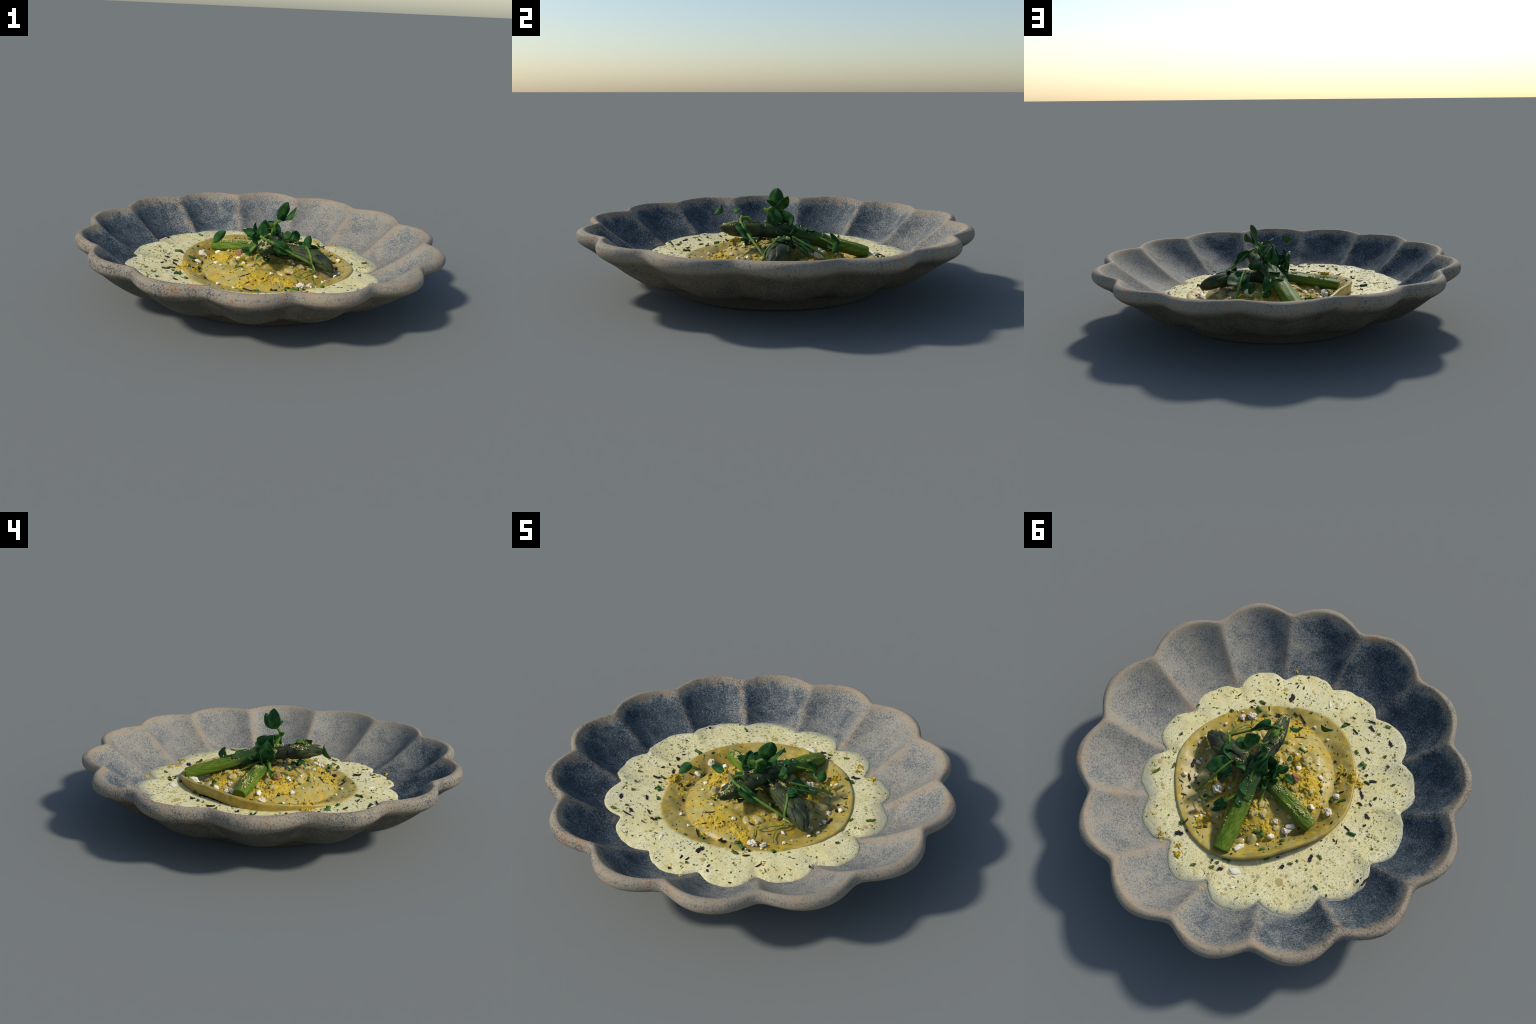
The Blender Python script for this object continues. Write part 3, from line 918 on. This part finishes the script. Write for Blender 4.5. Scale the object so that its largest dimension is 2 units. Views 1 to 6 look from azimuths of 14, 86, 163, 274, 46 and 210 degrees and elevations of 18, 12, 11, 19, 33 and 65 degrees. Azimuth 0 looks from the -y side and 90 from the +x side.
flecks("dill_flecks", M_FLECK, sauce, 190, False, 11, (.005, .016), (.001, .0025))
flecks("green_herb_flecks", M_HERB, sauce, 110, False, 12, (.006, .014), (.002, .005))
flecks("ochre_zest_flecks", M_OCHRE, sauce, 90, False, 14, (.007, .022), (.003, .007))
flecks("pasta_dill_flecks", M_FLECK, rav, 240, True, 13, (.006, .018), (.001, .0026))
flecks("pasta_herb_flecks", M_HERB, rav, 60, True, 15, (.006, .014), (.002, .004))

# larger bubbles on the froth, as low glassy domes
r_ = random.Random(21)
Vq, Fq = [], []
bub = [(-.305, .47, .021), (.50, .105, .012), (.53, .12, .010), (.565, .21, .011), (.21, -.50, .010)]
while len(bub) < 150:
    a, q = r_.uniform(0, TAU), math.sqrt(r_.uniform(.4, .95))
    x, y = q * REACH[int(a / TAU * NT) % NT] * math.cos(a), q * REACH[int(a / TAU * NT) % NT] * math.sin(a)
    if math.hypot(x - CX, y - CY) < .52 or r_.random() > .15 + .85 * float(smooth(-.15, .35, y - .3 * x)):
        continue
    rr = r_.uniform(.0045, .0085) * (1.3 if r_.random() < .15 else 1)
    if all(math.hypot(x - b[0], y - b[1]) > (rr + b[2]) * 1.1 for b in bub):
        bub.append((x, y, rr))
for x, y, rr in bub:
    b = len(Vq)
    z = sauce_xy(x, y)
    Vq.append((x, y, z + rr * .12))
    for i, (k, h) in enumerate(((.35, .11), (.65, .09), (.85, .06), (.96, .08), (1.04, .06), (1.12, -.1))):
        for j in range(14):
            Vq.append((x + rr * k * math.cos(TAU * j / 14), y + rr * k * math.sin(TAU * j / 14), z + rr * h))
    Fq += [(b, b + 1 + j, b + 1 + (j + 1) % 14) for j in range(14)]
    for i in range(5):
        for j in range(14):
            o, k = b + 1 + i * 14, (j + 1) % 14
            Fq.append((o + j, o + 14 + j, o + 14 + k, o + k))
ob = solid("foam_bubbles", Vq, Fq, M_BUBBLE, sauce)
ob["kind"] = "stuff"


# ------------------------------------------------------------------ asparagus
class Spear:
    def __init__(self, pts, n=90):
        # pts: (x, y, z, half width, half thickness)
        P = np.array(pts, float)
        self.S = catmull(P, np.linspace(0, len(P) - 1, n))
        self.C = self.S[:, :3]
        T = np.gradient(self.C, axis=0)
        self.T = T / np.linalg.norm(T, axis=1)[:, None]
        side = np.cross(self.T, [0, 0, 1.0])
        self.side = side / np.linalg.norm(side, axis=1)[:, None]
        self.up = np.cross(self.side, self.T)
        self.n = n

    def at(self, s, a, lift=0.0):
        """Point on the skin: s 0..1 along, a = angle round (0 = top)."""
        i = min(max(s, 0), 1) * (self.n - 1)
        i0 = int(i)
        i1 = min(i0 + 1, self.n - 1)
        f = i - i0
        S = self.S[i0] * (1 - f) + self.S[i1] * f
        side = self.side[i0] * (1 - f) + self.side[i1] * f
        up = self.up[i0] * (1 - f) + self.up[i1] * f
        return S[:3] + side * math.sin(a) * (S[3] + lift) + up * math.cos(a) * (S[4] + lift)

    def skin(self, m=36, seed=1.0):
        V, F = [], []
        V.append(tuple(self.C[0] - self.T[0] * 0.001))
        for k in (.6, .93):
            for j in range(m):
                a = TAU * j / m
                V.append(self.C[0] + (self.at(0, a) - self.C[0]) * k - self.T[0] * (0.002 if k < .9 else 0))
        for i in range(self.n):
            for j in range(m):
                a = TAU * j / m
                p = self.at(i / (self.n - 1), a)
                d = 0.0035 * nz(p, 16, seed) + 0.0018 * math.sin(a * 7 + 3 * nz(p, 6, seed)) * min(1, i / 10)
                V.append(p + (p - self.C[i]) / (np.linalg.norm(p - self.C[i]) + 1e-6) * d)
        rows = 2 + self.n
        F = [(0, 1 + (j + 1) % m, 1 + j) for j in range(m)]
        F += [tuple(q + 1 for q in f) for f in grid_faces(rows, m)]
        V.append(tuple(self.C[-1] + self.T[-1] * .004))
        b = 1 + (rows - 1) * m
        F += [(b + j, b + (j + 1) % m, len(V) - 1) for j in range(m)]
        return V, F

    def bract(self, s0, s1, a, spread, lift=0.008, thick=0.004):
        """A pointed scale leaf hugging the spear from s0 (base) to s1 (point)."""
        nu, nv = 12, 9
        V = []
        for layer in (1, 0):
            for i in range(nu):
                u = i / (nu - 1)
                wdt = spread * (1 - u ** 2.2) ** .8 * min(1, .72 + u * 1.2)
                for j in range(nv):
                    v = 2 * j / (nv - 1) - 1
                    h = (0.001 + lift * (u ** .8) * (1 - .55 * v * v)) if u < 0.999 else lift * .8
                    if not layer:
                        h -= thick * (1 - u * .6)
                    V.append(self.at(s0 + (s1 - s0) * u, a + wdt * v, h + .002 * math.cos(v * 1.5)))
        F = grid_faces(nu, nv, wrap=False)
        o = nu * nv
        F += [tuple(q + o for q in f)[::-1] for f in grid_faces(nu, nv, wrap=False)]
        edge = [i * nv for i in range(nu)] + [(nu - 1) * nv + j for j in range(1, nv)] + [i * nv + nv - 1 for i in range(nu - 2, -1, -1)] + list(range(nv - 2, 0, -1))
        for k in range(len(edge)):
            p, q = edge[k], edge[(k + 1) % len(edge)]
            F.append((p, q, q + o, p + o))
        return V, F


def build_spear(label, pts, axis, tips, extra, seed, crumb_spans):
    sp = Spear(pts)
    base = pts[0][:3]
    thing = empty("asparagus_spear", base, label, "asparagus")
    V, F = sp.skin(seed=seed)
    cen = np.mean([p[:3] for p in pts], axis=0)
    d = np.array([np.dot(np.array(p[:3]) - cen, axis) for p in pts])
    mat = mat_spear("asparagus_skin", axis, float(d.min()), float(d.max()))
    solid("stalk", V, F, mat, thing, origin=tuple(cen))
    for s0, s1, a, spread in tips + extra:
        V, F = sp.bract(s0, s1, a, spread)
        solid("scale_leaf", V, F, mat, thing, origin=tuple(cen))
    r = random.Random(int(seed * 10))
    V, F = [], []
    for s0, s1, a0, a1, n in crumb_spans:
        for _ in range(n):
            s, a = r.uniform(s0, s1), r.uniform(a0, a1)
            if nz((s * 9, a * 2.2, seed), 1.0, 2.0) < 0.02:
                continue
            p = sp.at(s, a, r.uniform(.0, .006))
            add_crumb(V, F, p, r.uniform(.0018, .0052), r)
    ob = solid("pale_crumbs", V, F, M_ZEST_PALE, thing)
    ob["kind"] = "stuff"
    return sp


A_PTS = [(.026, .474, .169, .043, .031), (.034, .396, .190, .047, .034), (.044, .278, .223, .046, .034), (.056, .177, .255, .045, .034), (.062, .100, .277, .045, .035),
         (.068, .018, .290, .045, .037), (.069, -.065, .300, .046, .039), (.071, -.140, .305, .043, .038), (.075, -.205, .309, .034, .032), (.078, -.255, .313, .020, .020), (.080, -.286, .316, .004, .005)]
A_AX = np.array([.06, -.99, 0.12])
A_AX = tuple(A_AX / np.linalg.norm(A_AX))
tipsA = []
for k, (s0, s1, cnt, off, wd) in enumerate([(.62, .80, 5, 0.2, .55), (.70, .88, 5, 0.8, .60), (.78, .94, 5, 0.1, .68), (.86, .995, 4, 0.6, .85)]):
    for j in range(cnt):
        tipsA.append((s0 + rng.uniform(-.015, .015), s1 + rng.uniform(-.01, .01), off + TAU * j / cnt, wd))
exA = [(.26, .36, .5, .5), (.40, .52, -.7, .55), (.30, .40, 2.4, .5), (.50, .62, .8, .5)]
build_spear("long cooked asparagus spear with a dark scaly tip", A_PTS, A_AX, tipsA, exA, 2.2,
            [(.80, .95, -.9, .8, 420), (.62, .80, -.2, 1.1, 420), (.50, .60, -.9, .5, 240), (.28, .5, -.8, 1.2, 60), (.06, .28, -.8, 1.2, 24)])

B_PTS = [(-.308, .147, .184, .036, .028), (-.268, .134, .193, .041, .031), (-.19, .108, .207, .042, .031), (-.10, .082, .222, .041, .031), (-.02, .058, .226, .042, .031), (.07, .046, .232, .043, .031),
         (.14, .034, .243, .046, .032), (.22, .012, .241, .050, .033), (.30, -.006, .229, .052, .034), (.36, -.026, .210, .040, .030), (.40, -.043, .191, .020, .018), (.418, -.053, .178, .004, .005)]
B_AX = np.array([.96, -.27, 0.0])
B_AX = tuple(B_AX / np.linalg.norm(B_AX))
tipsB = []
for k, (s0, s1, cnt, off, wd) in enumerate([(.60, .78, 4, 0.4, .62), (.69, .87, 4, 1.1, .66), (.77, .94, 4, 0.3, .75), (.85, .995, 4, 0.9, .9)]):
    for j in range(cnt):
        tipsB.append((s0 + rng.uniform(-.015, .015), s1 + rng.uniform(-.01, .01), off + TAU * j / cnt, wd))
exB = [(.2, .3, .6, .5), (.30, .42, -.5, .5)]
build_spear("short cooked asparagus spear crossing under the other", B_PTS, B_AX, tipsB, exB, 4.6,
            [(.10, .32, -.7, .7, 380), (.02, .1, -.6, .6, 50), (.53, .68, -.8, .8, 150)])


# ------------------------------------------------------------------ pea shoots
pea = empty("pea_shoot", (.07, .0, .30), "tangle of dark green pea shoot leaves and thin stems", "pea shoots")


def tube(name, pts, radius, mat=M_STEM, m=10, n=36, taper=1.0):
    C = catmull(pts, np.linspace(0, len(pts) - 1, n))
    T = np.gradient(C, axis=0)
    T /= np.linalg.norm(T, axis=1)[:, None]
    ref = np.array([.3, .2, 1.0])
    V = []
    for i in range(n):
        u = np.cross(T[i], ref)
        u /= np.linalg.norm(u)
        v = np.cross(u, T[i])
        rr = radius * (1 + (taper - 1) * i / (n - 1)) * (1 + .12 * nz(C[i], 40, 2.0))
        for j in range(m):
            a = TAU * j / m
            V.append(C[i] + rr * (u * math.cos(a) + v * math.sin(a)))
    F = grid_faces(n, m)
    F += [tuple(range(m)), tuple(range(n * m - m, n * m))[::-1]]
    return solid(name, V, F, mat, pea)


def leaf(base, tip, side, width, fold=0.25, curl=0.1, blunt=0.8, thick=0.006, lobe=0.0, seed=0.0, mat=M_LEAF, name="leaf"):
    """A blade from base to tip; side is the direction of its width; fold bends the halves, curl arches the midrib."""
    base, tip, side = (np.array(q, float) for q in (base, tip, side))
    ax = tip - base
    L = np.linalg.norm(ax)
    axn = ax / L
    side = side - axn * np.dot(side, axn)
    side /= np.linalg.norm(side)
    nrm = np.cross(axn, side)
    nu, nv = 19, 13
    V = []
    for lay in (.5, -.5):
        for i in range(nu):
            u = i / (nu - 1)
            wd = width / 2 * (math.sin(math.pi * min(1, u ** blunt)) ** .62 if 0 < u < 1 else 0.02)
            for j in range(nv):
                v = 2 * j / (nv - 1) - 1
                p = base + ax * u + side * wd * v * (1 + lobe * (v > 0))
                h = fold * abs(v) ** 1.3 * wd + curl * L * 4 * u * (1 - u)
                p = p + nrm * h + axn * (-.06 * L * abs(v) ** 2 * math.sin(math.pi * u))
                d = 0.010 * nz(p, 22, seed)
                t = thick * (1 - .75 * abs(v) ** 3) * (.35 + .65 * math.sin(math.pi * min(.97, max(.06, u))))
                V.append(p + nrm * (d + lay * t))
    F = grid_faces(nu, nv, wrap=False)
    o = nu * nv
    F += [tuple(q + o for q in f)[::-1] for f in grid_faces(nu, nv, wrap=False)]
    edge = [i * nv for i in range(nu)] + [(nu - 1) * nv + j for j in range(1, nv)] + [i * nv + nv - 1 for i in range(nu - 2, -1, -1)] + list(range(nv - 2, 0, -1))
    for k in range(len(edge)):
        p, q = edge[k], edge[(k + 1) % len(edge)]
        F.append((p, q, q + o, p + o))
    return solid(name, V, F, mat, pea)


# the upright sprig
tube("stem", [(.062, .0, .318), (.070, -.020, .345), (.078, -.034, .380), (.086, -.038, .405), (.112, -.018, .424)], .0095, taper=.75)
leaf((.110, -.016, .414), (.143, .002, .523), (.50, .86, .10), .086, fold=.35, curl=-.06, lobe=.12, seed=1.0, blunt=.92, thick=.010)
leaf((.116, -.012, .420), (.180, .050, .486), (.6, -.35, .5), .066, fold=.5, curl=.05, blunt=1.0, seed=2.0, thick=.010)
leaf((.114, -.020, .416), (.118, -.052, .462), (.8, .2, .4), .036, fold=.5, curl=.08, seed=2.5, thick=.010)
leaf((.086, -.040, .396), (.060, -.066, .412), (.3, .7, .2), .024, fold=.5, seed=3.0, mat=M_STEM, thick=.01)
# the dark leaf crowning the crossing of the spears, with its skirt
leaf((.062, .020, .315), (.018, -.006, .408), (.45, .75, .2), .112, fold=.55, curl=.12, thick=.016, seed=4.0)
leaf((.075, -.020, .325), (.028, -.012, .402), (.3, -.9, .0), .082, fold=.5, curl=.1, thick=.014, seed=5.0)
leaf((.090, .055, .300), (.030, .010, .395), (.8, .4, .2), .090, fold=.4, curl=.18, thick=.016, seed=5.5)
leaf((.050, .070, .270), (.055, -.010, .372), (.9, .3, .2), .080, fold=.35, curl=.15, thick=.016, seed=5.7)
leaf((.095, -.030, .285), (.082, -.045, .365), (.5, .8, .2), .062, fold=.45, curl=.12, thick=.014, seed=5.8)
# lower sprig towards -x
tube("stem", [(-.062, -.003, .200), (-.050, .004, .225), (-.030, .012, .252), (-.010, .018, .275), (.022, .012, .300)], .0095)
leaf((-.006, .028, .262), (-.034, .022, .388), (.05, 1, 0), .095, fold=.3, curl=.10, thick=.010, seed=6.0)
leaf((-.014, .020, .305), (-.080, -.024, .354), (.5, .6, .5), .052, fold=.8, curl=.05, thick=.012, seed=7.0)
leaf((.010, .05, .262), (-.055, .055, .315), (.1, .5, 1), .085, fold=.2, curl=.1, thick=.008, seed=8.0)
leaf((.00, .00, .29), (-.050, .012, .345), (.1, -.8, .6), .070, fold=.3, curl=.12, thick=.008, seed=8.5)
leaf((-.07, -.022, .348), (-.090, -.030, .358), (.3, .6, .4), .022, fold=.5, thick=.012, seed=9.0, mat=M_ZEST_PALE, name="dried_leaf_tip")
# two seed leaves floating free, their stalks lost in the scan
leaf((.014, -.194, .385), (-.047, -.214, .405), (0, .65, .75), .038, fold=.35, curl=.10, thick=.014, seed=10.0, blunt=.9, name="seed_leaf")
leaf((-.122, -.276, .404), (-.172, -.316, .345), (-.616, -.297, .737), .046, fold=.35, curl=.10, thick=.014, seed=11.0, blunt=1.1, name="seed_leaf")
# long runner across the front, over the tip of the spear and down
tube("stem", [(.040, -.172, .366), (.068, -.180, .352), (.110, -.178, .338), (.158, -.153, .306), (.215, -.128, .272), (.265, -.100, .240), (.312, -.074, .210)], .0085, taper=.7)
leaf((.100, -.175, .336), (.212, -.128, .274), (.2, .35, .9), .062, fold=.5, curl=.03, thick=.008, seed=12.0)
leaf((.120, -.182, .345), (.195, -.165, .298), (.3, -.8, .3), .060, fold=.3, curl=.08, thick=.008, seed=13.0)
# branch that climbs back to the knob above the second spear
tube("stem", [(.306, -.076, .214), (.298, -.060, .245), (.276, -.026, .272), (.258, -.008, .288)], .007, taper=.9)
leaf((.272, -.018, .282), (.235, .028, .300), (.7, .5, .3), .055, fold=.6, curl=.12, thick=.010, seed=14.0)
leaf((.262, -.004, .282), (.206, .060, .268), (.4, .5, .7), .065, fold=.4, curl=.12, thick=.009, seed=15.0)
# two-lobed leaf on the pool side and its stalk
tube("stem", [(.198, .070, .286), (.222, .108, .266), (.255, .175, .232), (.282, .228, .202), (.305, .270, .172)], .0062, taper=1.1)
leaf((.205, .085, .280), (.312, .150, .232), (.45, -.5, .25), .095, fold=-.25, curl=.10, thick=.008, seed=16.0)
leaf((.196, .085, .268), (.226, .172, .208), (-.8, .4, .2), .070, fold=.25, curl=.08, thick=.008, seed=17.0)
# little upright leaf on the lower side, with hair-thin tendrils
tube("stem", [(.072, .040, .330), (.066, .092, .318), (.060, .150, .288), (.092, .215, .262), (.128, .272, .238), (.150, .300, .220)], .0065, taper=.9)
leaf((.150, .292, .216), (.138, .270, .292), (.8, .5, .1), .062, fold=.3, curl=.08, thick=.008, seed=18.0)
leaf((.118, .262, .232), (.168, .330, .196), (.6, -.5, .4), .050, fold=.3, curl=.08, thick=.007, seed=19.0)
leaf((.215, .272, .205), (.228, .284, .268), (.8, .4, .1), .050, fold=.3, curl=.06, thick=.008, seed=19.5)
tube("tendril", [(.150, .300, .214), (.168, .283, .208), (.215, .292, .192), (.258, .286, .182), (.298, .263, .176)], .0035)
tube("tendril", [(.298, .262, .178), (.262, .236, .190), (.236, .240, .196), (.222, .262, .192)], .0028)
tube("tendril", [(.312, -.074, .210), (.330, -.100, .188), (.318, -.140, .176), (.330, -.172, .158), (.350, -.190, .150)], .0028)
tube("tendril", [(.312, -.074, .210), (.318, -.098, .185), (.290, -.160, .190), (.262, -.195, .178), (.240, -.190, .172)], .0028)
tube("tendril", [(.240, -.205, .178), (.262, -.232, .165), (.268, -.262, .152), (.258, -.275, .150)], .0024)
# small shoots on the near side of the first spear
tube("stem", [(-.005, .050, .268), (-.014, .092, .250), (-.018, .140, .228), (-.020, .188, .205)], .0060, taper=.8)
leaf((.150, .070, .285), (.160, .084, .340), (.6, -.6, .2), .040, fold=.4, curl=.1, thick=.010, seed=20.0)
leaf((.110, .085, .292), (.170, .100, .300), (.3, .8, .5), .060, fold=.4, curl=.12, thick=.010, seed=21.0)
leaf((.075, .140, .300), (.040, .205, .292), (.8, .2, .5), .060, fold=.4, curl=.12, thick=.008, seed=22.0)
leaf((.090, -.120, .340), (.050, -.178, .362), (.9, .3, .1), .030, fold=.6, curl=.08, thick=.010, seed=23.0, mat=M_STEM)

more = random.Random(77)
for i in range(20):   # torn young leaves caught among the spears
    a = more.uniform(0, TAU)
    q = more.uniform(.03, .17)
    bx, by = .07 + q * math.cos(a), .03 + q * math.sin(a) * 1.2
    bz = max(food_z(bx, by) + .02, .305 - q * .5 + more.uniform(-.03, .02))
    d = np.array([math.cos(a + more.uniform(-.9, .9)), math.sin(a + more.uniform(-.9, .9)), more.uniform(-.5, .5)]) * more.uniform(.035, .06)
    leaf((bx, by, bz), tuple(np.array((bx, by, bz)) + d), (-d[1], d[0], more.uniform(-.03, .03)), more.uniform(.028, .046), fold=more.uniform(.2, .7),
         curl=more.uniform(.05, .2), thick=.008, seed=30.0 + i)
for i in range(22):   # dill threads
    a, q = more.uniform(0, TAU), more.uniform(.05, .26)
    px, py = .06 + q * math.cos(a), .04 + q * math.sin(a)
    pz = food_z(px, py) + .012
    e = np.array([more.uniform(-.035, .035), more.uniform(-.035, .035), more.uniform(.0, .03)])
    p = np.array([px, py, pz])
    tube("dill_thread", [tuple(p), tuple(p + e * .4 + [0, 0, .006]), tuple(p + e), tuple(p + e * 1.3 - [0, 0, .008])], .0016, mat=M_CHIVE, m=5, n=10, taper=.5)

bpy.context.view_layer.update()
